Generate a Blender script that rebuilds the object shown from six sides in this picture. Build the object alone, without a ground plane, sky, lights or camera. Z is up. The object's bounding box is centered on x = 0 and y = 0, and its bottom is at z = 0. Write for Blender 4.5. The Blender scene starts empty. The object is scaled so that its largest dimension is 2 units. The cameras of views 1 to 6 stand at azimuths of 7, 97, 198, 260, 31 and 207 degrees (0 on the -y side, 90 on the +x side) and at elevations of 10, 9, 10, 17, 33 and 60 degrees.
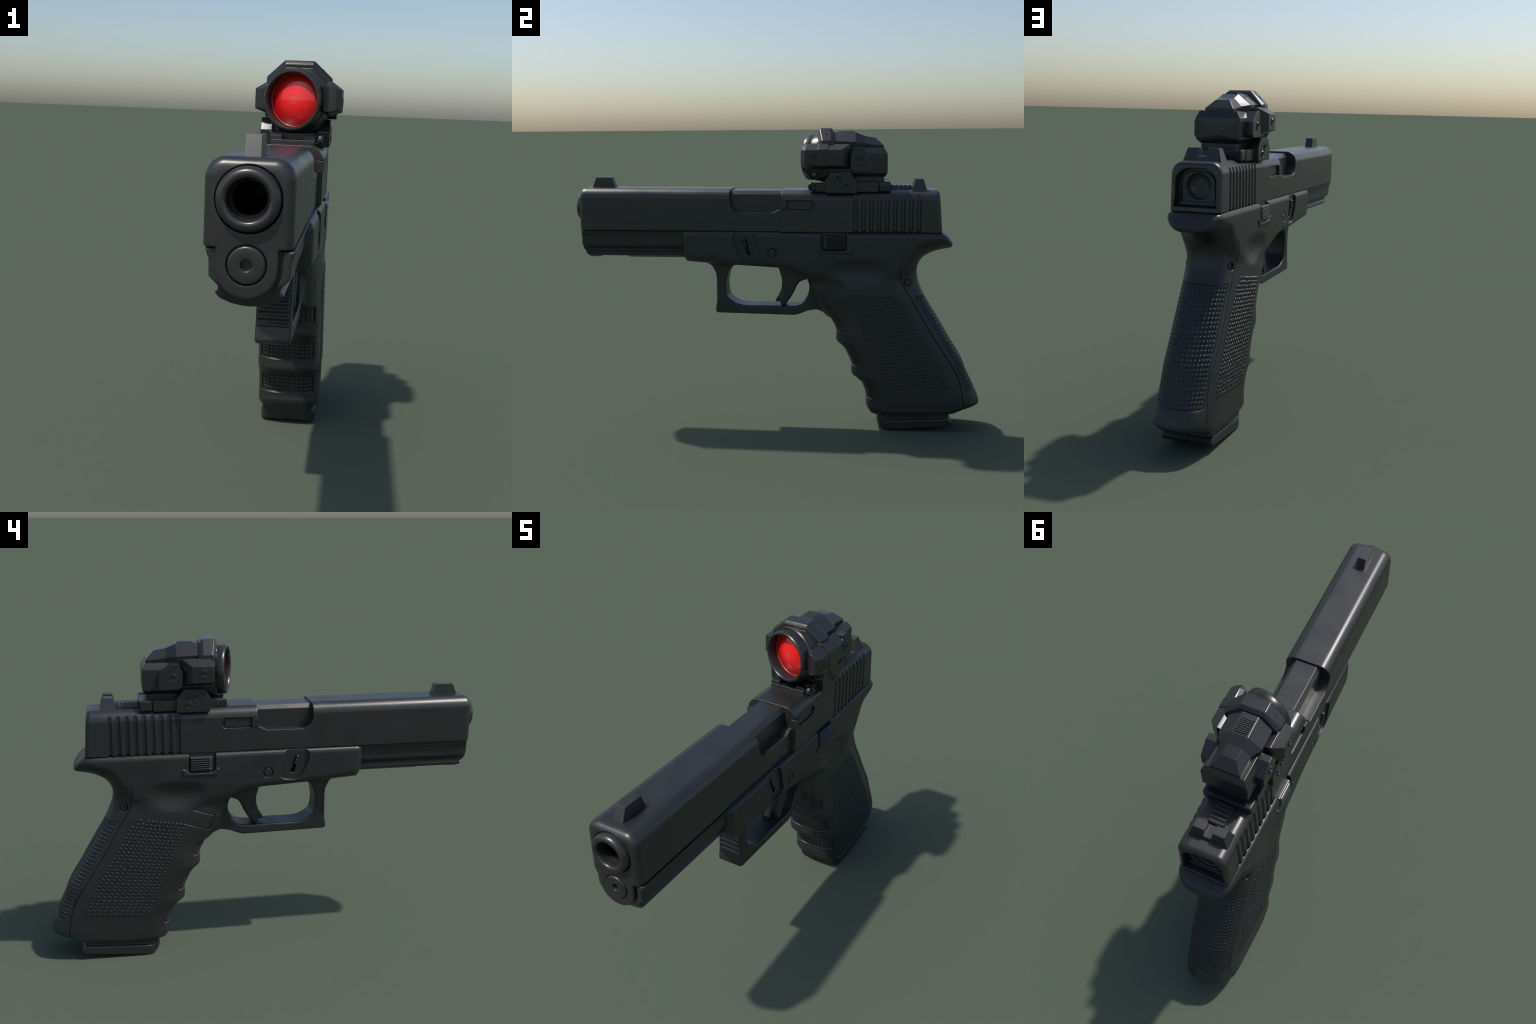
import bpy, bmesh, math, random
import numpy as np
from mathutils import Vector, Matrix
from mathutils.bvhtree import BVHTree

random.seed(7)
CX = -0.0095            # mirror plane of frame and grip
SC = -0.0155            # mirror plane of the slide
OC = 0.0                # mirror plane of the optic housing
F32 = np.float32

# ------------------------------------------------------------------ materials
def material(name, color, rough, metallic=0.0, spec=0.5, grain=0.0, grain_scale=300, coat=0.0, rough_var=0.09, tint=0.12):
    m = bpy.data.materials.new(name); m.use_nodes = True
    nt = m.node_tree; b = nt.nodes["Principled BSDF"]
    tc = nt.nodes.new("ShaderNodeTexCoord")
    n1 = nt.nodes.new("ShaderNodeTexNoise"); n1.inputs["Scale"].default_value = 9.0; n1.inputs["Detail"].default_value = 5
    nt.links.new(tc.outputs["Object"], n1.inputs["Vector"])
    mix = nt.nodes.new("ShaderNodeMix"); mix.data_type = 'RGBA'
    mix.inputs[6].default_value = (*[c * (1 - tint) for c in color], 1)
    mix.inputs[7].default_value = (*[min(1, c * (1 + tint)) for c in color], 1)
    nt.links.new(n1.outputs["Fac"], mix.inputs[0]); nt.links.new(mix.outputs[2], b.inputs["Base Color"])
    mr = nt.nodes.new("ShaderNodeMapRange")
    mr.inputs[3].default_value = rough - rough_var; mr.inputs[4].default_value = rough + rough_var
    nt.links.new(n1.outputs["Fac"], mr.inputs[0]); nt.links.new(mr.outputs[0], b.inputs["Roughness"])
    b.inputs["Metallic"].default_value = metallic
    b.inputs["Specular IOR Level"].default_value = spec
    b.inputs["Coat Weight"].default_value = coat
    if grain > 0:
        n2 = nt.nodes.new("ShaderNodeTexNoise"); n2.inputs["Scale"].default_value = grain_scale; n2.inputs["Detail"].default_value = 3
        nt.links.new(tc.outputs["Object"], n2.inputs["Vector"])
        bp = nt.nodes.new("ShaderNodeBump"); bp.inputs["Strength"].default_value = grain; bp.inputs["Distance"].default_value = 0.002
        nt.links.new(n2.outputs["Fac"], bp.inputs["Height"]); nt.links.new(bp.outputs["Normal"], b.inputs["Normal"])
    return m

M_STEEL = material("blackened_steel", (0.0185, 0.0185, 0.0185), 0.36, spec=0.7)
M_BARREL = material("barrel_steel", (0.020, 0.020, 0.020), 0.33, spec=0.7)
M_POLY = material("black_polymer", (0.0204, 0.0206, 0.0206), 0.40, spec=0.55, grain=0.03)
M_OPTIC = material("optic_shell", (0.0185, 0.0185, 0.0185), 0.31, spec=0.6, grain=0.10, grain_scale=55)
M_BORE = material("bore_shadow_steel", (0.003, 0.003, 0.0035), 0.45, spec=0.2)  # near black: the shade deep inside the bore is put into the colour
M_SIGHT = material("sight_steel", (0.026, 0.027, 0.028), 0.40, spec=0.6)

def lens_material():
    m = bpy.data.materials.new("red_lens_glass"); m.use_nodes = True
    nt = m.node_tree; b = nt.nodes["Principled BSDF"]
    tc = nt.nodes.new("ShaderNodeTexCoord")
    ln = nt.nodes.new("ShaderNodeVectorMath"); ln.operation = 'LENGTH'
    sc = nt.nodes.new("ShaderNodeVectorMath"); sc.operation = 'MULTIPLY'
    sc.inputs[1].default_value = (1, 0, 1)
    nt.links.new(tc.outputs["Object"], sc.inputs[0]); nt.links.new(sc.outputs[0], ln.inputs[0])
    mr = nt.nodes.new("ShaderNodeMapRange"); mr.inputs[1].default_value = 0.0; mr.inputs[2].default_value = 0.1
    nt.links.new(ln.outputs["Value"], mr.inputs[0])
    cr = nt.nodes.new("ShaderNodeValToRGB"); e = cr.color_ramp.elements  # pale centre dot, then a highlight glow painted into the red around it
    e[0].position = 0.0; e[0].color = (0.78, 0.045, 0.05, 1)
    e[1].position = 1.0; e[1].color = (0.34, 0.003, 0.004, 1)
    for p, c in ((0.155, (0.76, 0.035, 0.04, 1)), (0.175, (0.74, 0.012, 0.014, 1)), (0.21, (0.92, 0.012, 0.012, 1)), (0.5, (0.74, 0.008, 0.009, 1))):
        k = e.new(p); k.color = c
    nt.links.new(mr.outputs[0], cr.inputs[0]); nt.links.new(cr.outputs[0], b.inputs["Base Color"])
    b.inputs["Roughness"].default_value = 0.35; b.inputs["Specular IOR Level"].default_value = 0.25
    b.inputs["Coat Weight"].default_value = 1.0; b.inputs["Coat Roughness"].default_value = 0.03
    return m
M_LENS = lens_material()

# ------------------------------------------------------------------ scene helpers
COL = bpy.context.scene.collection
def link(name, me, parent=None, mat=None, loc=(0, 0, 0)):
    ob = bpy.data.objects.new(name, me); COL.objects.link(ob)
    ob.location = loc
    if parent is not None: ob.parent = parent
    if mat is not None and me is not None and not me.materials: me.materials.append(mat)
    return ob

def weighted(ob):
    for p in ob.data.polygons: p.use_smooth = True
    w = ob.modifiers.new("weighted", 'WEIGHTED_NORMAL'); w.keep_sharp = True
    return ob

def hull(name, pts, parent, mat, bevel=0.003, seg=2):
    bm = bmesh.new()
    for p in pts: bm.verts.new(p)
    bmesh.ops.convex_hull(bm, input=bm.verts)
    loose = [v for v in bm.verts if not v.link_faces]
    bmesh.ops.delete(bm, geom=loose, context='VERTS')
    bmesh.ops.dissolve_limit(bm, angle_limit=math.radians(2), verts=bm.verts, edges=bm.edges)
    if bevel: bmesh.ops.bevel(bm, geom=list(bm.edges), offset=bevel, segments=seg, profile=0.5, affect='EDGES', clamp_overlap=True)
    bmesh.ops.recalc_face_normals(bm, faces=bm.faces)
    me = bpy.data.meshes.new(name); bm.to_mesh(me); bm.free()
    return weighted(link(name, me, parent, mat))

def plate(name, outline, x0, x1, parent, mat, bevel=0.003, inset=0.0):
    """outline in (y, z), extruded from x0 (inner) to x1 (outer face)"""
    bm = bmesh.new()
    a = [bm.verts.new((x0, y, z)) for y, z in outline]
    b = [bm.verts.new((x1, y, z)) for y, z in outline]
    n = len(a)
    bm.faces.new(a); bm.faces.new(list(reversed(b)))
    for i in range(n): bm.faces.new((a[i], b[i], b[(i + 1) % n], a[(i + 1) % n]))
    bmesh.ops.recalc_face_normals(bm, faces=bm.faces)
    if bevel: bmesh.ops.bevel(bm, geom=list(bm.edges), offset=bevel, segments=2, profile=0.5, affect='EDGES', clamp_overlap=True)
    me = bpy.data.meshes.new(name); bm.to_mesh(me); bm.free()
    return weighted(link(name, me, parent, mat))

def lathe(name, prof, parent, mat, loc, axis='Y', n=72, yaw=0.0, closed=True):
    """prof: (radius, along) swept round an axis through loc"""
    vs, fs = [], []
    m = len(prof)
    for i in range(n):
        t = 2 * math.pi * i / n
        for r, a in prof:
            vs.append((r * math.cos(t), a, r * math.sin(t)) if axis == 'Y' else (a, r * math.cos(t), r * math.sin(t)))
    for i in range(n):
        j = (i + 1) % n
        for k in range(m - (0 if closed else 1)):
            l = (k + 1) % m
            fs.append((i * m + k, i * m + l, j * m + l, j * m + k))
    me = bpy.data.meshes.new(name); me.from_pydata(vs, [], fs)
    bm = bmesh.new(); bm.from_mesh(me)
    bmesh.ops.remove_doubles(bm, verts=bm.verts, dist=1e-6)
    bmesh.ops.recalc_face_normals(bm, faces=bm.faces)
    for e in bm.edges:
        if len(e.link_faces) == 2 and e.calc_face_angle(0) > math.radians(38): e.smooth = False
    for f in bm.faces: f.smooth = True
    bm.to_mesh(me); bm.free()
    ob = link(name, me, parent, mat, loc)
    ob.rotation_euler = (0, 0, yaw)
    return ob

def socket_bolt(name, parent, mat, x, y, z, r, side):
    """domed screw head with a recessed socket, axis along x, facing side"""
    s = side
    prof = [(0.0, -0.002 * s), (r * .28, -0.002 * s), (r * .34, 0.0026 * s), (r * .62, 0.0036 * s), (r * .72, 0.0002 * s), (r * .82, 0.0002 * s),
            (r * .92, 0.0016 * s), (r, 0.0006 * s), (r, -0.008 * s), (0.0, -0.008 * s)]
    return lathe(name, prof, parent, mat, (x, y, z), axis='X', n=40)

# ------------------------------------------------------------------ distance-field toolbox
def smin(a, b, k):
    h = np.clip(0.5 + 0.5 * (b - a) / k, 0, 1); return b + (a - b) * h - k * h * (1 - h)
def smax(a, b, k): return -smin(-a, -b, k)
def seg_dist(p, q, a, b):
    ax, ay = a; bx, by = b; ex, ey = bx - ax, by - ay
    wx, wy = p - ax, q - ay
    t = np.clip((wx * ex + wy * ey) / (ex * ex + ey * ey + 1e-12), 0, 1)
    return np.hypot(wx - ex * t, wy - ey * t)
def poly(p, q, pts):
    """signed distance to a closed outline"""
    d = None; s = None
    n = len(pts)
    for i in range(n):
        a, b = pts[i - 1], pts[i]
        dd = seg_dist(p, q, a, b)
        d = dd if d is None else np.minimum(d, dd)
        c = ((a[1] > q) != (b[1] > q)) & (p < (b[0] - a[0]) * (q - a[1]) / ((b[1] - a[1]) or 1e-12) + a[0])
        s = c if s is None else s ^ c
    return np.where(s, -d, d)
def line(p, q, pts):
    d = None
    for a, b in zip(pts[:-1], pts[1:]):
        dd = seg_dist(p, q, a, b); d = dd if d is None else np.minimum(d, dd)
    return d
def box1(v, lo, hi): return np.abs(v - (lo + hi) / 2) - (hi - lo) / 2
def rext(d2, dx, r):
    """extrude a 2d distance with rounded rim"""
    a = d2 + r; b = dx + r
    return np.minimum(np.maximum(a, b), 0) + np.hypot(np.maximum(a, 0), np.maximum(b, 0)) - r
def ellipsoid(x, y, z, c, r):
    a, b, e = (x - c[0]) / r[0], (y - c[1]) / r[1], (z - c[2]) / r[2]
    k0 = np.sqrt(a * a + b * b + e * e) + 1e-9
    k1 = np.sqrt((a / r[0]) ** 2 + (b / r[1]) ** 2 + (e / r[2]) ** 2) + 1e-9
    return k0 * (k0 - 1) / k1
def sstep(a, b, v):
    t = np.clip((v - a) / (b - a), 0, 1); return t * t * (3 - 2 * t)
def spline(pts, per=6, closed=False):
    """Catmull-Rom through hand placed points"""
    P = [np.array(p, float) for p in pts]; n = len(P); out = []
    rng = range(n if closed else n - 1)
    for i in rng:
        if closed: p0, p1, p2, p3 = P[i - 1], P[i], P[(i + 1) % n], P[(i + 2) % n]
        else: p0, p1, p2, p3 = P[max(i - 1, 0)], P[i], P[i + 1], P[min(i + 2, n - 1)]
        for k in range(per):
            t = k / per
            out.append(tuple(0.5 * ((2 * p1) + (p2 - p0) * t + (2 * p0 - 5 * p1 + 4 * p2 - p3) * t * t + (3 * p1 - p0 - 3 * p2 + p3) * t ** 3)))
    if not closed: out.append(tuple(P[-1]))
    return out

def polygonise(f, lo, hi, h):
    """Surface nets over one half (x >= 0) of a field mirrored in x = 0; returns verts, quads, normals."""
    nx = int(math.ceil(hi[0] / h)) + 2
    xs = ((np.arange(nx) - 0.5) * h).astype(F32)
    ys = np.arange(lo[1], hi[1] + h, h).astype(F32); zs = np.arange(lo[2], hi[2] + h, h).astype(F32)
    V = f(np.abs(xs)[:, None, None], ys[None, :, None], zs[None, None, :]).astype(F32)
    V = np.broadcast_to(V, (nx, len(ys), len(zs)))
    S = V < 0
    c = S[:-1, :-1, :-1].astype(np.int8)
    tot = sum(S[i:S.shape[0] - 1 + i, j:S.shape[1] - 1 + j, k:S.shape[2] - 1 + k].astype(np.int8) for i in (0, 1) for j in (0, 1) for k in (0, 1))
    act = (tot > 0) & (tot < 8)
    I, J, K = np.nonzero(act)
    idx = np.full(act.shape, -1, np.int32); idx[I, J, K] = np.arange(len(I))
    corners = [(i, j, k) for i in (0, 1) for j in (0, 1) for k in (0, 1)]
    cv = {o: V[I + o[0], J + o[1], K + o[2]] for o in corners}
    acc = np.zeros((len(I), 3)); cnt = np.zeros(len(I))
    for o in corners:
        for ax in range(3):
            if o[ax] == 0:
                e = list(o); e[ax] = 1; e = tuple(e)
                a, b = cv[o], cv[e]; m = (a < 0) != (b < 0)
                t = np.where(m, a / np.where(m, a - b, 1), 0)
                for d in range(3): acc[:, d] += np.where(m, o[d] + (t if d == ax else 0), 0)
                cnt += m
    P = acc / cnt[:, None] + np.stack([I, J, K], 1)
    P = np.stack([(P[:, 0] - 0.5) * h, lo[1] + P[:, 1] * h, lo[2] + P[:, 2] * h], 1)
    mid = I == 0
    P[mid, 0] = 0
    def val(Q): return f(np.abs(Q[:, 0]), Q[:, 1], Q[:, 2])
    def grad(Q, e):
        g = np.zeros_like(Q)
        for d in range(3):
            o = np.zeros(3); o[d] = e
            g[:, d] = (val(Q + o) - val(Q - o)) / (2 * e)
        return g
    base = P.copy()
    for _ in range(3):
        g = grad(P, h * .2); v = val(P)
        st = -(v / np.maximum((g * g).sum(1), .05))[:, None] * g
        l = np.linalg.norm(st, axis=1, keepdims=True); st *= np.minimum(1, h * .5 / np.maximum(l, 1e-9))
        P = P + st
        off = P - base; l = np.linalg.norm(off, axis=1, keepdims=True)
        P = base + off * np.minimum(1, h * .9 / np.maximum(l, 1e-9))
        P[mid, 0] = 0
    N = grad(P, h * .45); N[mid, 0] = 0
    N /= np.maximum(np.linalg.norm(N, axis=1, keepdims=True), 1e-9)
    quads = []
    for ax in range(3):
        a = [slice(None)] * 3; b = [slice(None)] * 3
        a[ax] = slice(0, -1); b[ax] = slice(1, None)
        A, B = S[tuple(a)], S[tuple(b)]
        E = np.argwhere(A != B)
        o1, o2 = [d for d in range(3) if d != ax]
        ok = (E[:, o1] > 0) & (E[:, o2] > 0) & (E[:, o1] < act.shape[o1]) & (E[:, o2] < act.shape[o2])
        E = E[ok]
        def cell(d1, d2):
            q = E.copy(); q[:, o1] += d1; q[:, o2] += d2; return idx[q[:, 0], q[:, 1], q[:, 2]]
        q = np.stack([cell(-1, -1), cell(0, -1), cell(0, 0), cell(-1, 0)], 1)
        flip = A[E[:, 0], E[:, 1], E[:, 2]]
        if ax == 1: flip = ~flip
        q[~flip] = q[~flip][:, ::-1]
        quads.append(q)
    Q = np.concatenate(quads); Q = Q[(Q >= 0).all(1)]
    # mirror
    n = len(P); other = np.arange(n) + n; other[mid] = np.arange(n)[mid]
    P2 = P * [-1, 1, 1]; N2 = N * [-1, 1, 1]
    Q = np.concatenate([Q, other[Q][:, ::-1]])
    P = np.concatenate([P, P2]); N = np.concatenate([N, N2])
    used = np.unique(Q); re = np.full(len(P), -1); re[used] = np.arange(len(used))
    return P[used], re[Q], N[used]

def mesh_np(name, P, Q, N=None):
    me = bpy.data.meshes.new(name)
    me.vertices.add(len(P)); me.vertices.foreach_set("co", P.astype(F32).ravel())
    me.loops.add(len(Q) * 4); me.loops.foreach_set("vertex_index", Q.astype(np.int32).ravel())
    me.polygons.add(len(Q)); me.polygons.foreach_set("loop_start", (np.arange(len(Q)) * 4).astype(np.int32))
    me.update(calc_edges=True); me.validate()
    me.polygons.foreach_set("use_smooth", np.ones(len(me.polygons), bool))
    if N is not None and len(me.polygons) == len(Q): me.normals_split_custom_set_from_vertices(N.astype(F32))
    return me

def field_part(name, f, lo, hi, h, parent, mat, cx=CX):
    P, Q, N = polygonise(f, lo, hi, h)
    P = P + [cx, 0, 0]
    return link(name, mesh_np(name, P, Q, N), parent, mat), P, Q, N

# ------------------------------------------------------------------ the pistol
root = link("pistol", None)
root.empty_display_size = 0.2
root["label"] = "matte black semi-automatic handgun with boxy red-lens optic sight"
root["category"] = "handgun"

# ================================================================== FRAME
Z_TOP = 0.9765
RAIL = [(-.06, .972), (.1055, .9735), (.0995, .955), (.0965, .9485), (.0955, .907), (.0745, .885), (.0735, .875), (.0825, .865), (.07, .8505), (.045, .8395), (.02, .834), (0, .8325), (-.06, .8325)]
RECEIVER = [(-.459, 1.06), (-.459, .90), (-.449, .848), (-.434, .826), (-.34, .819), (-.18, .807), (.016, .797), (.10, .785), (.17, .765), (.32, .75), (.60, .78), (.67, .86), (.70, .92), (.75, .95), (.75, 1.06)]
GUARD = [(-.40, .835), (-.345, .818), (-.315, .796), (-.2985, .763), (-.295, .73), (-.296, .617), (-.302, .578), (-.301, .568), (-.289, .561), (.094, .5555), (.12, .563), (.16, .579), (.203, .588), (.235, .581), (.27, .555), (.36, .56), (.36, .76), (-.1, .84)]
HOLE = spline([(-.188, .8065), (-.226, .783), (-.244, .735), (-.2465, .682), (-.231, .634), (-.169, .604), (-.05, .602), (.094, .601), (.144, .63), (.166, .684), (.160, .728), (.125, .768), (.06, .789), (.016, .7965), (-.09, .8025)], 4, True)
FRONT = [(.02, .485), (.06, .47), (.102, .4475), (.139, .448), (.182, .4405), (.225, .422), (.25, .398), (.271, .3755), (.318, .3725), (.375, .348), (.41, .327), (.435, .3005), (.474, .2985), (.51, .287), (.541, .267), (.569, .245), (.62, .20), (.68, .168), (.75, .15), (.82, .13), (1.0, .12)]
BACK = [(.02, .985), (.06, .995), (.117, .9995), (.153, .9975), (.217, .973), (.288, .939), (.359, .909), (.436, .861), (.513, .816), (.583, .774), (.653, .732), (.729, .698), (.785, .688), (.82, .695), (.855, .71), (.9, .725), (1.0, .73)]
TAIL = [(.50, .99), (.806, .99), (.812, .962), (.84, .935), (.8535, .917), (.850, .902), (.832, .8975), (.76, .897), (.50, .88)]
SEAM = spline([(.618, .848), (.605, .81), (.611, .75), (.630, .706), (.670, .64), (.739, .517), (.808, .408), (.856, .333), (.891, .264), (.913, .18), (.923, .06)], 3)
TAKEDOWN = spline([(-.200, .955), (-.165, .976), (-.10, .972), (-.086, .945), (-.066, .86), (-.085, .838), (-.13, .833), (-.158, .845), (-.19, .90)], 3, True)
CATCH = [(.233, .674), (.335, .713), (.369, .648), (.262, .606)]
fz = np.array([p[0] for p in spline(FRONT, 6)]); fy = np.array([p[1] for p in spline(FRONT, 6)])
bz = np.array([p[0] for p in spline(BACK, 6)]); by = np.array([p[1] for p in spline(BACK, 6)])
PADS = [(.152, .231), (.315, .394), (.482, .548)]
P_G = 2.2

def frame_field(x, y, z):
    # front rail section with its accessory groove
    rail = poly(x, z, RAIL)
    nose = np.maximum(-.966 - y, (-(y + .969) * .92 - (z - .900) * .40))
    rail = smax(smax(rail, nose, .006), y + .42, .006)
    rail = smax(rail, -rext(np.maximum(box1(y, -.895, -.742), z - .844), x - .2, .004), .006)
    u_cut = np.where(z > .932, x - .076, np.hypot(x, z - .932) - .076)
    rail = smax(rail, -np.maximum(u_cut, y + .958), .004)
    # receiver and dust cover
    w = np.interp(y.ravel(), [-.46, -.3, -.1, .3, .6, .8], [.1215, .1235, .126, .1265, .124, .120]).reshape(y.shape)
    rec = rext(poly(y, z, RECEIVER), x - w, .040)
    rec = smax(rec, -.459 - y, .008)
    # beavertail
    tail = rext(poly(y, z, TAIL), x - .1195, .010)
    px = (x / .1175) ** 3.2 + (np.maximum(y - .70, 0) / .1535) ** 3.2
    plan = (px ** (1 / 3.2) - 1) * .11
    tail = smax(tail, plan, .012)
    tail = smax(tail, .8965 + .050 * (x / .116) ** 2 - z, .014)
    # grip
    yf = np.interp(z.ravel(), fz, fy).reshape(z.shape); yb = np.interp(z.ravel(), bz, by).reshape(z.shape)
    u = (y - yf) * .88; v = (yb - y) * .87
    a_f = np.interp(z.ravel(), [.1, .48, .60, .72], [.105, .118, .24, .28]).reshape(z.shape)
    q = np.maximum(0, 1 - u / a_f) ** P_G + np.maximum(0, 1 - v / .185) ** P_G
    wg = np.interp(z.ravel(), [.05, .15, .4, .68, .8, .9], [.1265, .127, .1265, .1265, .122, .117]).reshape(z.shape)
    g = ((q + (x / wg) ** 4.0) ** (1 / 2.6) - 1) * .085
    # checkered strap panels sit in shallow recesses
    rec_b = sstep(.104, .100, x) * sstep(.205, .211, z) * sstep(.671, .665, z) * sstep(.12, .11, v)
    dep = .0018 * rec_b
    for a, b in PADS: dep = dep + .0035 * sstep(.107, .103, x) * sstep(a - .004, a + .002, z) * sstep(b + .006, b - .002, z) * sstep(.06, .05, u)
    g = g + dep
    mid = 1 - np.minimum(x / .118, 1) ** 2
    zb = np.maximum(.0785 + np.maximum(y - .66, 0) * .06, .088 + (y - .86) * (.42 - .24 * mid))
    zb = zb - .020 * mid * sstep(.66, .50, y)
    bot = np.maximum(zb - z, (.105 - (y - .447) * 1.3 - .01 * mid - z) * .7)
    g = smax(g, bot, .022)
    g = smax(g, z - .955, .02)
    # guard
    gd = rext(poly(y, z, GUARD), x - .0575, .009)
    ridge = .0035 * np.sin((z - .62) * 2 * np.pi / .024) * sstep(.615, .63, z) * sstep(.765, .75, z) * sstep(-.27, -.285, y) * sstep(.05, .044, x)
    gd = gd - ridge + .001 * sstep(.615, .63, z) * sstep(.765, .75, z) * sstep(-.27, -.285, y)
    # unite
    body = smin(rec, g, .045)
    body = smin(body, tail, .075)
    # the fillets must not swell the flanks
    wcl = np.maximum(w * np.ones_like(z), 0) * sstep(.72, .84, z) + wg * (1 - sstep(.72, .84, z)) + .0005
    body = smax(body, x - wcl, .006)
    body = smin(body, gd, .018)
    hole = rext(poly(y, z, HOLE), x - .3, .002)
    body = smax(body, -hole, .010)
    body = smax(body, z - Z_TOP, .026)
    body = np.minimum(body, rail)
    # side details
    thumb = ellipsoid(x, y, z, (.160, .408, .789), (.052, .160, .090))
    thumb = smax(thumb, (z - .862), .05)
    body = smax(body, -thumb, .013)
    td = np.maximum(poly(y, z, TAKEDOWN), .1115 + .003 * (z - .9) - x)
    body = smax(body, -td, .004)
    slot = np.maximum(np.maximum(box1((y + .134) * .95 + (z - .90) * .31, -.0085, .0085), box1(z, .864, .943)), .080 - x)
    body = smax(body, -slot, .003)
    pin = np.hypot(y + .009, z - .874)
    body = smax(body, -np.maximum(np.abs(pin - .0205) - .0025, .118 - x), .003)
    body = smax(body, -np.maximum(line(y, z, SEAM) - .0012, np.maximum(-body - .0030, .06 - x)), .004)
    cp = poly(y, z, CATCH)
    body = smax(body, -np.maximum(np.abs(cp) - .0012, np.maximum(-body - .002, .06 - x)), .003)
    # slide-stop pocket and the lip under it
    pocket = np.maximum(rext(np.maximum(box1(y, .229, .348), box1(z, .892, 1.02)), x - .3, .016), .108 - x)
    body = smax(body, -pocket, .004)
    lip = poly(y, z, [(.213, .905), (.222, .908), (.243, .889), (.348, .889), (.366, .905), (.380, .907), (.374, .876), (.222, .874)])
    body = np.minimum(body, np.maximum(rext(lip, x - .132, .004), .09 - x))
    screw = np.hypot(y - .642, z - .738)
    body = smax(body, -np.maximum(screw - .0175, .090 - x), .003)
    return body

frame_P, frame_Q, frame_N = polygonise(frame_field, (0, -.985, .03), (.15, 1.02, 1.0), .0027)
frame_P = frame_P + [CX, 0, 0]
cen = frame_P[frame_Q].mean(1)
sz = np.array([p[1] for p in SEAM])[::-1]; sy = np.array([p[0] for p in SEAM])[::-1]
is_back = (cen[:, 1] > np.interp(cen[:, 2], sz, sy)) & (cen[:, 2] < .846)
def submesh(name, mask):
    q = frame_Q[mask]; u = np.unique(q); r = np.full(len(frame_P), -1); r[u] = np.arange(len(u))
    return mesh_np(name, frame_P[u], r[q], frame_N[u])
frame = link("frame", submesh("frame", ~is_back), root, M_POLY)
backstrap = link("backstrap", submesh("backstrap", is_back), frame, M_POLY)

# ---- checkering: small square studs set on the grip surface
tris = np.concatenate([frame_Q[:, [0, 1, 2]], frame_Q[:, [0, 2, 3]]])
tm = (frame_P[tris[:, 0], 2] < .75) & (frame_P[tris[:, 0], 1] > .2)
bvh = BVHTree.FromPolygons([tuple(p) for p in frame_P], [tuple(int(i) for i in t) for t in tris[tm]])
rng = random.Random(11)
def stud_mesh(name, places, parent):
    vs, fs = [], []
    for (loc, nor, tan, w, l, hgt, top) in places:
        nor = nor.normalized(); tan = (tan - nor * tan.dot(nor)).normalized(); bt = nor.cross(tan)
        b = len(vs); c = loc - nor * .0025
        for s, zz in ((1.0, 0.0), (1.0, .0018), (.86, .0025 + hgt * .75), (top, .0025 + hgt)):
            for a, d in ((-1, -1), (1, -1), (1, 1), (-1, 1)):
                vs.append(tuple(c + tan * (a * w * .5 * s) + bt * (d * l * .5 * s) + nor * zz))
        for k in range(3):
            for i in range(4):
                j = (i + 1) % 4
                fs.append((b + k * 4 + i, b + k * 4 + j, b + k * 4 + 4 + j, b + k * 4 + 4 + i))
        fs.append((b + 12, b + 13, b + 14, b + 15))
    me = bpy.data.meshes.new(name); me.from_pydata(vs, [], fs); me.update()
    me.polygons.foreach_set("use_smooth", np.ones(len(fs), bool))
    ob = link(name, me, parent, M_POLY); ob["kind"] = "stuff"
    return ob
# side panels
side = []
P00, P01 = np.array((.376, .643)), np.array((.572, .677))     # top row, front and rear end
P10, P11 = np.array((.560, .214)), np.array((.826, .236))     # bottom row
ROWS, COLS = 28, 12
for s in (-1, 1):
    for i in range(ROWS):
        t = i / (ROWS - 1)
        a, b = P00 + (P10 - P00) * t, P01 + (P11 - P01) * t
        if i > 1: b = b + np.array((.020, .002)) * min(1, (ROWS - i) / 6) 
        for j in range(COLS):
            if rng.random() < .006: continue
            p = a + (b - a) * (j / (COLS - 1))
            hit = bvh.ray_cast(Vector((CX + s * .4, p[0] + rng.gauss(0, .0006), p[1] + rng.gauss(0, .0006))), Vector((-s, 0, 0)))
            if hit[0] is None: continue
            side.append((hit[0], hit[1] if hit[1].x * s > 0 else -hit[1], Vector((0, .50, -.86)), .0136 + rng.uniform(-.001, .001), .0138, .0034 + rng.uniform(-.0005, .0005), .58))
stud_mesh("side_checkering", side, frame)
# back strap panel
back = []
NB_R, NB_C = 27, 14
for i in range(NB_R):
    z = .217 + (.659 - .217) * i / (NB_R - 1)
    yb0 = float(np.interp(z, bz, by))
    for j in range(NB_C):
        # aim evenly along the curved back
        t = (j + .5) / NB_C * 2 - 1
        x = .0975 * math.sin(t * 1.25) / math.sin(1.25)
        ax = Vector((CX + x * .35, yb0 - .16, z - .02)); org = Vector((CX + x, yb0 + .25, z + .10))
        tgt = Vector((CX + x, yb0 - .045 * (x / .1) ** 2, z))
        d = Vector((-x * 2.2, -1, -.42)).normalized()
        hit = bvh.ray_cast(tgt - d * .3, d)
        if hit[0] is None: continue
        n = hit[1] if hit[1].y > 0 else -hit[1]
        wd = .0132 if abs(t) < .7 else .0116
        back.append((hit[0], n, Vector((1, -.9 * x / .1, 0)), wd, .0142, .0030, .80))
stud_mesh("back_checkering", back, backstrap)
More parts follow.
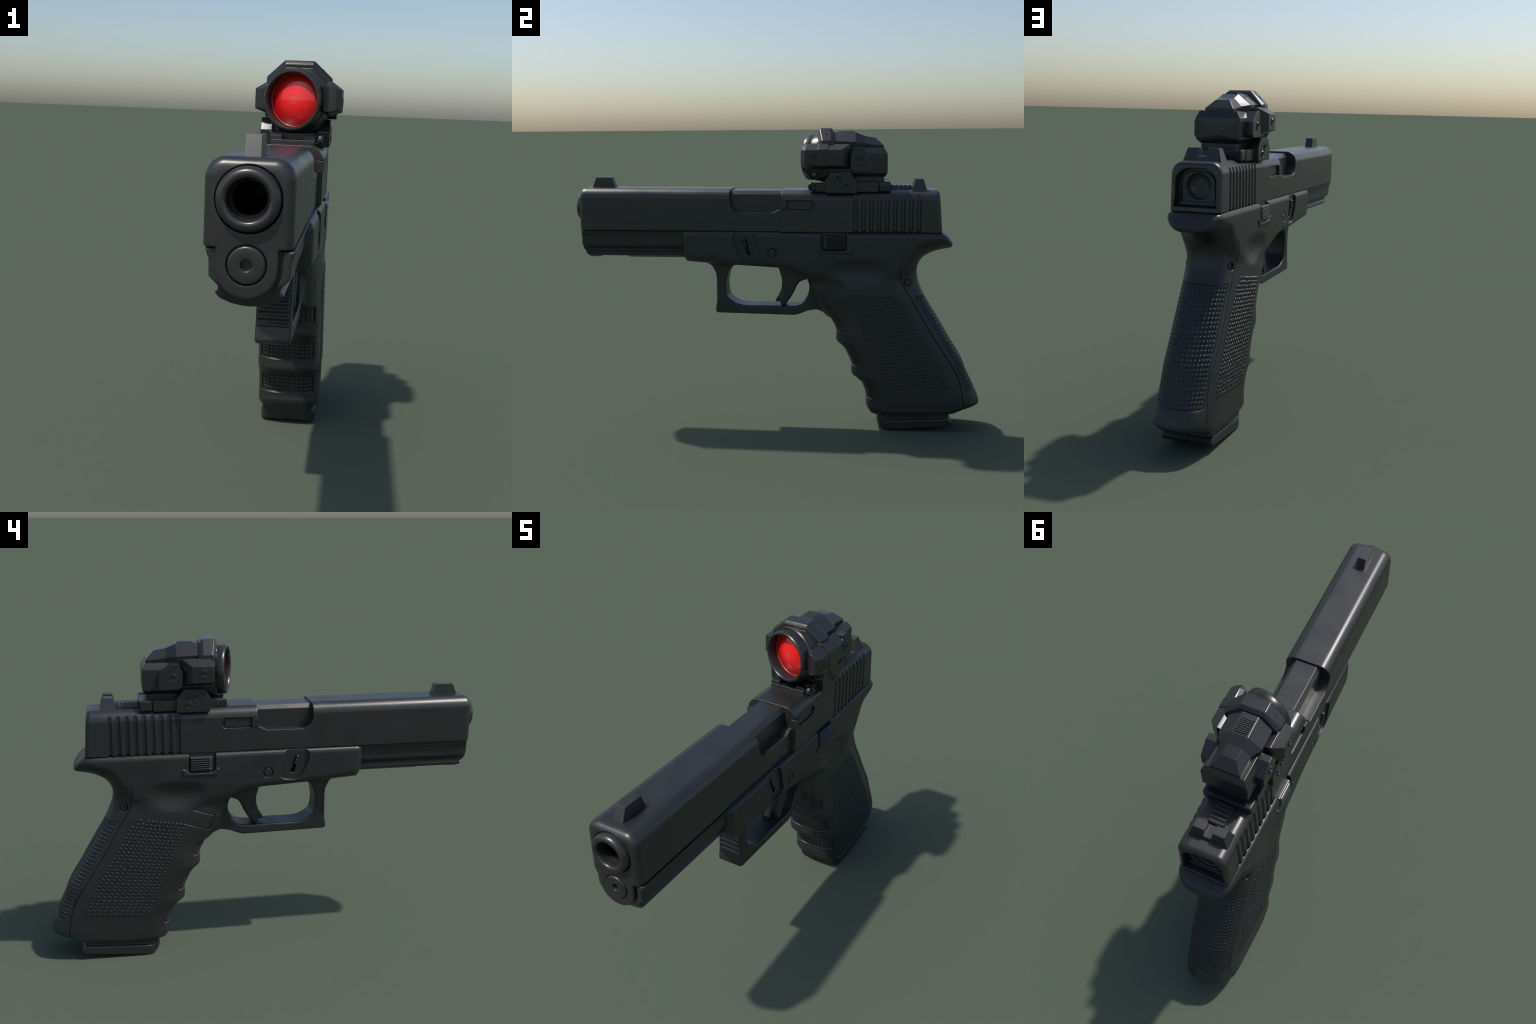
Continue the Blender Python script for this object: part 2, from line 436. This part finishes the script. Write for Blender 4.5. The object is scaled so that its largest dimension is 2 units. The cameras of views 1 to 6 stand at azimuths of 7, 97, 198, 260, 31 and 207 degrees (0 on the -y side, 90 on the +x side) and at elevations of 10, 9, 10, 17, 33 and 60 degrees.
# finger-groove pads
front = []
for a, b in PADS:
    for i in range(4):
        for j in range(11):
            t = (j + .5) / 11 * 2 - 1; x = .1 * math.sin(t * .9) / math.sin(.9)
            z = a + .008 + (b - a - .012) * (i + .2) / 4 + .004
            yf0 = float(np.interp(z, fz, fy))
            d = Vector((-x * 2.6, 1, .25)).normalized()
            tgt = Vector((CX + x, yf0 + .028 * (x / .1) ** 2, z))
            hit = bvh.ray_cast(tgt - d * .2, d)
            if hit[0] is None: continue
            n = hit[1] if hit[1].y < 0 else -hit[1]
            front.append((hit[0], n, Vector((1, .9 * x / .1, 0)), .0142, .0130, .0038, .66))
stud_mesh("finger_checkering", front, frame)

# ---- magazine floor plate
MAG = [(.500, .085), (.5035, .028), (.515, .012), (.535, .001), (.56, .0), (.68, .009), (.845, .025), (.858, .031), (.866, .047), (.857, .060), (.838, .072), (.826, .066), (.70, .058), (.545, .048), (.533, .056), (.524, .0745), (.515, .085)]
MAGIN = [(.512, .14), (.512, .03), (.85, .045), (.85, .14)]
def mag_field(x, y, z):
    f = rext(poly(y, z, MAG), x - .1165, .009)
    # plan view: narrow rounded nose
    pl = (x / .1165) ** 3 + (np.maximum(.60 - y, 0) / .108) ** 3
    f = smax(f, (pl ** (1 / 3) - 1) * .09, .008)
    inner = rext(poly(y, z, MAGIN), x - .101, .006)
    return smin(f, inner, .004)
field_part("magazine", mag_field, (0, .47, -.01), (.13, .90, .16), .003, frame, M_POLY)

# ---- trigger and safety blade
TRIG = spline([(.004, .82), (.012, .79), (.027, .745), (.030, .71), (.024, .665), (.019, .635), (.024, .607), (.034, .600), (.047, .606), (.07, .636), (.092, .674), (.106, .705), (.122, .722), (.148, .733), (.165, .745), (.165, .82)], 4, True)
BLADE = spline([(.03, .74), (.028, .70), (.016, .66), (-.002, .629), (-.006, .620), (.002, .614), (.014, .6155), (.026, .63), (.05, .68), (.05, .74)], 4, True)
def trig_field(x, y, z):
    return smin(rext(poly(y, z, TRIG), x - .045, .012), rext(poly(y, z, BLADE), x - .016, .005), .003)
field_part("trigger", trig_field, (0, -.03, .58), (.06, .19, .84), .0026, frame, M_POLY)

# ---- slide-stop levers, takedown tabs, pins, grip screws (both sides)
def lever_field(x, y, z):
    f = rext(rext(np.maximum(box1(y, .241, .345), box1(z, .893, .963)), x * 0 - 1, .0) , x - .133, .010)
    corner = rext(np.maximum(box1(y, .241, .345), box1(z, .894, .963)), x - .1325, .012)
    rib = .0030 * np.cos((z - .898) * 2 * np.pi / .0098) * sstep(.249, .255, y) * sstep(.341, .335, y) * sstep(.125, .129, x)
    return np.maximum(corner - rib, .09 - x)
lv_P, lv_Q, lv_N = polygonise(lever_field, (0, .225, .88), (.15, .36, .98), .0017)
lv_half = lambda s: (lv_P[lv_Q].mean(1)[:, 0] * s > 0)
for s in (1, -1):
    q = lv_Q[lv_half(s)]; u = np.unique(q); r = np.full(len(lv_P), -1); r[u] = np.arange(len(u))
    link("slide_stop_lever", mesh_np("slide_stop_lever", lv_P[u] + [CX, 0, 0], r[q], lv_N[u]), frame, M_STEEL)
    # takedown tab: a little serrated block leaning in its slot
    for k, (zz, rr) in enumerate(((.938, .0085), (.924, .0080), (.911, .0075))):
        yy = -.134 - (zz - .90) * .326
        lathe("takedown_tab", [(0, .1235 * s), (rr * .55, .1230 * s), (rr * .9, .1205 * s), (rr, .117 * s), (rr, .09 * s), (0, .09 * s)], frame, M_STEEL, (CX, yy, zz), 'X', 20)
    plate("takedown_tab", [(-.1505 - .004, .940), (-.1505 + .008, .942), (-.1375 + .009, .903), (-.1375 - .006, .902)], CX + s * .095, CX + s * .1165, frame, M_STEEL, .001)
    lathe("frame_pin", [(0, .1205 * s), (.0165, .1205 * s), (.018, .1190 * s), (.018, .10 * s), (0, .10 * s)], frame, M_STEEL, (CX, -.009, .874), 'X', 40)
    lathe("grip_screw", [(0, .094 * s), (.004, .094 * s), (.005, .0985 * s), (.0125, .0995 * s), (.0155, .0975 * s), (.0155, .085 * s), (0, .085 * s)], frame, M_STEEL, (CX, .642, .738), 'X', 36)

# ================================================================== SLIDE
SX = .106; SB = .976
def slide_field(x, y, z):
    ST = np.interp(y.ravel(), [-.96, -.22, .03, .8], [1.1845, 1.1815, 1.177, 1.177]).reshape(y.shape)
    # section: flat sides and top joined by a wide shoulder radius
    r = .049
    a = x - (SX - r); b = z - (ST - r)
    sec = np.minimum(np.maximum(a, b), 0) + np.hypot(np.maximum(a, 0), np.maximum(b, 0)) - r
    nose = np.where(z > .932, x - .0745, np.hypot(x, z - .932) - .0745)          # recoil-spring nose, U shaped
    nose = smax(nose, y + .90, .004)
    back = (y - .801) + (z - .976) * .075
    f = smax(sec, back, .022)
    f = smax(smax(f, -.9765 - y, .034), SB - z, .004)
    nose = smax(nose, -.9765 - y, .008)
    f = np.minimum(f, np.maximum(nose, z - 1.05))
    # ejection port, open across the top
    a = y + .166; b = z - 1.119                                                  # rounded front lower corner
    corner = -(np.minimum(np.maximum(-a, -b), 0) + np.hypot(np.maximum(-a, 0), np.maximum(-b, 0)) - .051)
    sill = z - np.maximum(1.068, np.minimum(1.084, 1.068 + (y + .008) * .5))
    port = np.minimum(np.minimum(sill, .036 - y), corner)
    f = smax(f, port, .003)
    # extractor slot
    d = np.hypot(np.maximum(y - .178, 0), z - 1.106) - .0222
    d = np.maximum(d, .02 - y)
    f = smax(f, -np.maximum(d, .0945 - x), .003)
    # rear serrations
    u = (y - .3805) / .0373
    fr = u - np.floor(u)
    gr = sstep(.02, .14, fr) * sstep(.60, .42, fr) * (u > 0) * (u < 9) * sstep(1.160, 1.140, z)
    f = f + .0078 * gr * sstep(.09, .10, x)
    # rear recess, arch above a cross slot
    arch = np.maximum(rext(np.maximum(box1(z, .90, 1.150), x - .0845), z * 0 - 1, 0), 1.008 - z)
    ra = .06; a = x - (.0845 - ra); b = z - (1.149 - ra)
    arch = np.minimum(np.maximum(a, b), 0) + np.hypot(np.maximum(a, 0), np.maximum(b, 0)) - ra
    arch = np.maximum(arch, 1.000 - z)
    slot = np.maximum(x - .0885, box1(z, .996, 1.0185))
    f = smax(f, -np.maximum(np.minimum(arch, slot), .755 - y), .006)
    f = smax(f, -np.maximum(np.hypot(x, z - 1.077) - .055, .715 - y), .004)
    # bore and guide-rod holes
    f = smax(f, -np.maximum(np.hypot(x, z - 1.089) - .078, y + .70), .003)
    f = smax(f, -np.maximum(np.hypot(x, z - .938) - .0475, y + .965), .003)
    return f
sp, sq, sn = polygonise(slide_field, (0, -.985, .845), (.115, .81, 1.195), .0024)
# behind the port the right flank stands prouder
sp[:, 0] += np.where(sp[:, 0] > 0, .0175 * sstep(.031, .036, sp[:, 1]) * (1 - .5 * sstep(.42, .80, sp[:, 1])) * sp[:, 0] / SX, 0)
slide = link("slide", mesh_np("slide", sp + [SC, 0, 0], sq, sn), root, M_STEEL)

# rear plate with its round firing-pin cup
def plate_field(x, y, z):
    ra = .05; a = x - (.0725 - ra); b = z - (1.136 - ra)
    f = np.minimum(np.maximum(a, b), 0) + np.hypot(np.maximum(a, 0), np.maximum(b, 0)) - ra
    f = smax(np.maximum(f, 1.012 - z), y - .767, .004)
    c = np.hypot(x, z - 1.077)
    f = smax(f, -np.maximum(np.abs(c - .0520) - .0012, .757 - y), .003)
    f = smax(f, -np.maximum(c - .0485, .736 + .45 * np.maximum(c - .03, 0) - y), .008)
    bar = rext(np.maximum(x - .083, box1(z, .9995, 1.0145)), y - .772, .003)
    return np.maximum(np.minimum(f, bar), .71 - y)
field_part("slide_back_plate", plate_field, (0, .70, .98), (.10, .79, 1.15), .0022, slide, M_STEEL, SC)

# barrel: crowned muzzle and squared chamber hood
bar_prof = [(.0475, .30), (.0475, .004), (.0482, -.009), (.0505, -.0145), (.0545, -.0172), (.060, -.0178), (.066, -.0165), (.0705, -.0125), (.0740, -.006), (.0755, .001), (.0755, .30)]
barrel = lathe("barrel", bar_prof, slide, M_BARREL, (SC, -.982, 1.090), 'Y', 96, closed=False)
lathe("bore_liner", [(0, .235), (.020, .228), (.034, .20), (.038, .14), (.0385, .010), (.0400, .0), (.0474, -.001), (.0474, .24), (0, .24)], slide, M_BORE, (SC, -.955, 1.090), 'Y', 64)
HOOD = [(-.0655, 1.02), (-.0655, 1.154), (-.0485, 1.1725), (.0485, 1.1725), (.0655, 1.154), (.0655, 1.02)]
hull("chamber_hood", [(SC + .004 + x, y, z) for x, z in HOOD for y in (-.235, .0345)], slide, M_BARREL, .0015)
lathe("guide_rod", [(0, .012), (.0125, .012), (.0130, .001), (.0140, -.001), (.0155, -.0018), (.0170, -.002), (.0395, -.002), (.0415, -.0016), (.0445, .001), (.0455, .006), (.0455, .03), (0, .03)], slide, M_STEEL, (SC, -.979, .938), 'Y', 64)

# extractors
for s in (1, -1):
    o = SC + (.0165 if s > 0 else 0)
    hull("extractor", [(o + s * a, y, z) for a in (.085, .1105) for y in (.0335, .0625) for z in (1.0845, 1.1275)], slide, M_STEEL, .002)
    hull("extractor", [(o + s * .085, y, z) for y in (.0625, .19) for z in (1.0865, 1.1255)] + [(o + s * .0975, .0625, z) for z in (1.0865, 1.1255)] + [(o + s * .1005, .085, z) for z in (1.0865, 1.1255)] + [(o + s * .1005, .183, z) for z in (1.0875, 1.1245)], slide, M_STEEL, .0012)

# sights
FS = -.0165
hull("front_sight", [(FS + x, y, z) for x in (-.0215, .0215) for y, z in ((-.932, 1.174), (-.806, 1.174))] + [(FS + x, y, 1.2345) for x in (-.0195, .0195) for y in (-.908, -.826)], slide, M_SIGHT, .0012)
RS = -.0105
def rear_sight():
    base = [(-.0885, 1.160), (-.0675, 1.2290), (-.0195, 1.2290), (-.0195, 1.1945), (.0195, 1.1945), (.0195, 1.2290), (.0675, 1.2290), (.0885, 1.160)]
    bm = bmesh.new(); fr = []; bk = []
    for x, z in base:
        t = (z - 1.16) / .069
        fr.append(bm.verts.new((RS + x, .654 + .017 * t, z))); bk.append(bm.verts.new((RS + x, .731 - .021 * t, z)))
    n = len(base)
    bm.faces.new(fr); bm.faces.new(bk[::-1])
    for i in range(n): bm.faces.new((fr[i], bk[i], bk[(i + 1) % n], fr[(i + 1) % n]))
    bmesh.ops.recalc_face_normals(bm, faces=bm.faces)
    bmesh.ops.bevel(bm, geom=list(bm.edges), offset=.0014, segments=2, profile=.5, affect='EDGES', clamp_overlap=True)
    me = bpy.data.meshes.new("rear_sight"); bm.to_mesh(me); bm.free()
    return weighted(link("rear_sight", me, slide, M_SIGHT))
rear_sight()

# ribbed pad between optic and rear sight
def ribs(name, y0, y1, zf, hw, cx, n, amp, parent, mat, z_in=.012):
    vs, fs = [], []; k = n * 8 + 1
    for i in range(k):
        t = i / (k - 1); y = y0 + (y1 - y0) * t
        up = zf(y) + amp * min(1, 2.0 * (.5 - .5 * math.cos(t * n * 2 * math.pi)))
        e = zf(y) - .003
        for x, z in ((-hw, e - z_in), (-hw, e), (-hw + .004, up), (hw - .004, up), (hw, e), (hw, e - z_in)): vs.append((cx + x, y, z))
    for i in range(k - 1):
        for j in range(5): fs.append((i * 6 + j, i * 6 + j + 1, i * 6 + 7 + j, i * 6 + 6 + j))
    fs.append(tuple(range(5, -1, -1))); fs.append(tuple((k - 1) * 6 + j for j in range(6)))
    me = bpy.data.meshes.new(name); me.from_pydata(vs, [], fs); me.update()
    bm = bmesh.new(); bm.from_mesh(me); bmesh.ops.recalc_face_normals(bm, faces=bm.faces)
    for e in bm.edges: e.smooth = len(e.link_faces) == 2 and e.calc_face_angle(0) < math.radians(40)
    for f in bm.faces: f.smooth = True
    bm.to_mesh(me); bm.free()
    return link(name, me, parent, mat)
ribs("ribbed_pad", .556, .656, lambda y: 1.193, .037, -.0105, 5, .006, slide, M_STEEL, .025)

# ================================================================== OPTIC
def sym(pts): return [(OC + s * x, y, z) for x, y, z in pts for s in (-1, 1)]
# main rear housing
optic = hull("optic_sight", sym([(.100, .539, 1.350), (.100, .539, 1.259), (.082, .528, 1.241), (.083, .523, 1.377), (.001, .5425, 1.276),
                                 (.100, .37, 1.350), (.100, .37, 1.259), (.082, .37, 1.241), (.083, .37, 1.377)]), root, M_OPTIC, .0025)
hull("optic_core", sym([(.088, .40, 1.365), (.088, .40, 1.255), (.07, .40, 1.215), (.088, .215, 1.365), (.088, .215, 1.255), (.06, .225, 1.215)]), optic, M_OPTIC, .004)
# faceted top cover
secs = [(.286, .0345, 1.4535, .0938, 1.409), (.388, .0355, 1.4510, .0938, 1.405), (.431, .0325, 1.4330, .0665, 1.397), (.482, .0315, 1.4245, .0655, 1.391), (.521, .0625, 1.3885, .0655, 1.3865)]
def loft(name, secs, base_z, parent, mat, bevel):
    bm = bmesh.new(); rings = []
    for y, rh, rz, oh, oz in secs:
        rings.append([bm.verts.new((OC + x, y, z)) for x, z in ((-oh + .004, base_z), (-oh, oz), (-rh, rz), (rh, rz), (oh, oz), (oh - .004, base_z))])
    for a, b in zip(rings[:-1], rings[1:]):
        for j in range(6): bm.faces.new((a[j], a[(j + 1) % 6], b[(j + 1) % 6], b[j]))
    bm.faces.new(rings[0][::-1]); bm.faces.new(rings[-1])
    bmesh.ops.recalc_face_normals(bm, faces=bm.faces)
    bmesh.ops.bevel(bm, geom=list(bm.edges), offset=bevel, segments=2, profile=.5, affect='EDGES', clamp_overlap=True)
    me = bpy.data.meshes.new(name); bm.to_mesh(me); bm.free()
    return weighted(link(name, me, parent, mat))
loft("top_cover", secs, 1.362, optic, M_OPTIC, .0030)
ribs("adjustment_ribs", .308, .380, lambda y: 1.4515, .0290, OC, 8, .0055, optic, M_STEEL)
# three-sided hood band
hull("hood_band", sym([(.053, .2165, 1.4705), (.053, .2705, 1.4705), (.119, .2330, 1.4115), (.119, .2750, 1.4115), (.119, .233, 1.37), (.119, .275, 1.37),
                       (.050, .206, 1.456), (.050, .2835, 1.4585), (.112, .222, 1.404), (.112, .295, 1.404), (.112, .222, 1.30), (.112, .295, 1.37)]), optic, M_OPTIC, .0035)
hull("hood_core", sym([(.103, .205, 1.385), (.103, .205, 1.28), (.05, .205, 1.447), (.07, .21, 1.225), (.10, .29, 1.385), (.10, .29, 1.26), (.05, .29, 1.447), (.07, .29, 1.225)]), optic, M_OPTIC, .006)
for s in (1, -1):
    lathe("set_screw", [(0, -.004), (.0035, -.004), (.0045, .0012), (.0055, .0), (.0055, -.006), (0, -.006)], optic, M_OPTIC, (OC + s * .086, .250, 1.4410), 'Y', 16).rotation_euler = Vector((0, 1, 0)).rotation_difference(Vector((s * .667, 0, .745))).to_euler()
# front objective tube, canted toward the left
YAW = math.radians(-16.5)
LC = (-.0205, .157, 1.3310)
tube = [(.0935, .075), (.0935, .012), (.0945, .004), (.0985, -.0005), (.1035, -.0005), (.1085, .004), (.1100, .012), (.1105, .036), (.1085, .040), (.1085, .045), (.1135, .050), (.1135, .062), (.1155, .066), (.1155, .105), (.104, .12), (.0935, .12)]
lathe("objective_tube", tube, optic, M_OPTIC, LC, 'Y', 96, YAW)
dome = [(.0905 * i / 14, .046 - .024 * (1 - (i / 14) ** 2)) for i in range(15)] + [(.0915, .044), (.0935, .043), (.0935, .060), (0, .060)]
lathe("lens", dome, optic, M_LENS, LC, 'Y', 96, YAW)
def carve(names, cutter):
    """cut the bore of the objective tube out of the parts behind it"""
    for ob in [o for o in bpy.data.objects if o.name.split('.')[0] in names]:
        ob.modifiers.clear()
        b = ob.modifiers.new("bore", 'BOOLEAN'); b.operation = 'DIFFERENCE'; b.object = cutter; b.solver = 'EXACT'
        dg = bpy.context.evaluated_depsgraph_get(); dg.update()
        me = bpy.data.meshes.new_from_object(ob.evaluated_get(dg)); ob.modifiers.clear(); ob.data = me
        weighted(ob)
    bpy.data.objects.remove(cutter)
# side turrets (right one longer)
def turret(s, y0, y1, yo0, yo1, parent):
    pts = [(s * .115, y0, 1.385), (s * .115, y0, 1.292), (s * .115, y1, 1.397), (s * .115, y1, 1.280), (s * .115, y0 + .028, 1.397), (s * .115, y0 + .028, 1.280),
           (s * .1585, yo0, 1.369), (s * .1585, yo0, 1.297), (s * .1585, yo1, 1.370), (s * .1585, yo1, 1.296),
           (s * .138, y0, 1.368), (s * .138, y0, 1.299), (s * .09, y0 + .02, 1.385), (s * .09, y1, 1.390), (s * .09, y1, 1.290), (s * .09, y0 + .02, 1.295)]
    return hull("side_turret", pts, parent, M_OPTIC, .0025)
cut = lathe("bore_cutter", [(0, -.12), (.1005, -.12), (.1005, .055), (0, .055)], None, M_OPTIC, LC, 'Y', 64, YAW)
bpy.context.view_layer.update()
carve(("hood_band", "hood_core", "optic_core"), cut)
turret(1, .133, .364, .152, .327, optic)
turret(-1, .226, .366, .236, .328, optic)
hull("turret_collar", [(x, y, z) for x, y, z in [(.10, .214, 1.399), (.10, .262, 1.399), (.10, .214, 1.278), (.10, .262, 1.278), (.122, .214, 1.399), (.122, .262, 1.399), (.122, .214, 1.278), (.122, .262, 1.278), (.1605, .214, 1.3715), (.1605, .262, 1.3715), (.1605, .214, 1.2945), (.1605, .262, 1.2945)]], optic, M_OPTIC, .002)
socket_bolt("turret_bolt", optic, M_OPTIC, .1590, .189, 1.329, .023, 1)
socket_bolt("turret_bolt", optic, M_OPTIC, -.1588, .278, 1.336, .020, -1)
# rear clamp plates
CLAMP = [(.385, 1.379), (.416, 1.379), (.470, 1.334), (.472, 1.279), (.465, 1.267), (.387, 1.267), (.366, 1.285), (.366, 1.344), (.382, 1.362)]
for s in (1, -1):
    plate("clamp_plate", CLAMP, s * .085, s * .136, optic, M_OPTIC, .0025)
    socket_bolt("clamp_bolt", optic, M_OPTIC, s * .1362, .408, 1.318, .025, s)
# mount
MC = -.0095
MOUNT = [(.271, 1.266), (.364, 1.266), (.397, 1.221), (.398, 1.165), (.25, 1.165), (.245, 1.221)]
for s in (1, -1):
    plate("mount_plate", MOUNT, MC + s * .08, MC + s * .1275, optic, M_OPTIC, .003)
    socket_bolt("mount_bolt", optic, M_OPTIC, MC + s * .1278, .309, 1.227, .020, s)
    socket_bolt("mount_bolt", optic, M_OPTIC, MC + s * .1278, .3435, 1.1945, .020, s)
    hull("rail_bar", [(MC + s * x, y, z) for x in (.06, .1085) for y in (.385, .497) for z in (1.169, 1.218)], optic, M_OPTIC, .004)
    hull("rail_bar", [(MC + s * x, y, z) for x in (.06, .1075) for y in (.5005, .5555) for z in (1.171, 1.2195)], optic, M_OPTIC, .007)
    hull("rail_bar", [(MC + s * x, y, z) for x in (.040, .080) for y in (.170, .27) for z in (1.176, 1.2065)], optic, M_OPTIC, .002)
hull("mount_rail", [(MC + s * x, y, z) for s in (1, -1) for x, z in ((.092, 1.172), (.092, 1.2165)) for y in (.24, .555)], optic, M_OPTIC, .004)
hull("mount_rail", [(MC + s * x, y, z) for s in (1, -1) for x, z in ((.078, 1.174), (.078, 1.1905)) for y in (.168, .30)], optic, M_OPTIC, .002)
hull("plinth", sym([(.08, y, z) for y in (.30, .524) for z in (1.21, 1.247)]), optic, M_OPTIC, .003)
# lock pin ring on the right
hull("lock_arm", [(x, y, z) for x in (.066, .094) for y in (.198, .26) for z in (1.170, 1.212)], optic, M_OPTIC, .003)
lathe("lock_ring", [(.0085 + .0001, -.006), (.0105, -.010), (.0165, -.010), (.0195, -.006), (.0195, .006), (.0165, .010), (.0105, .010), (.0086, .006)], optic, M_OPTIC, (.089, .182, 1.194), 'X', 40)
lathe("lock_rod", [(0, .062), (.0060, .062), (.0060, .082), (0, .082)], optic, M_OPTIC, (0, .1965, 1.2045), 'X', 20)
lathe("lock_rod", [(0, .062), (.0060, .062), (.0060, .082), (0, .082)], optic, M_OPTIC, (0, .1900, 1.181), 'X', 20)
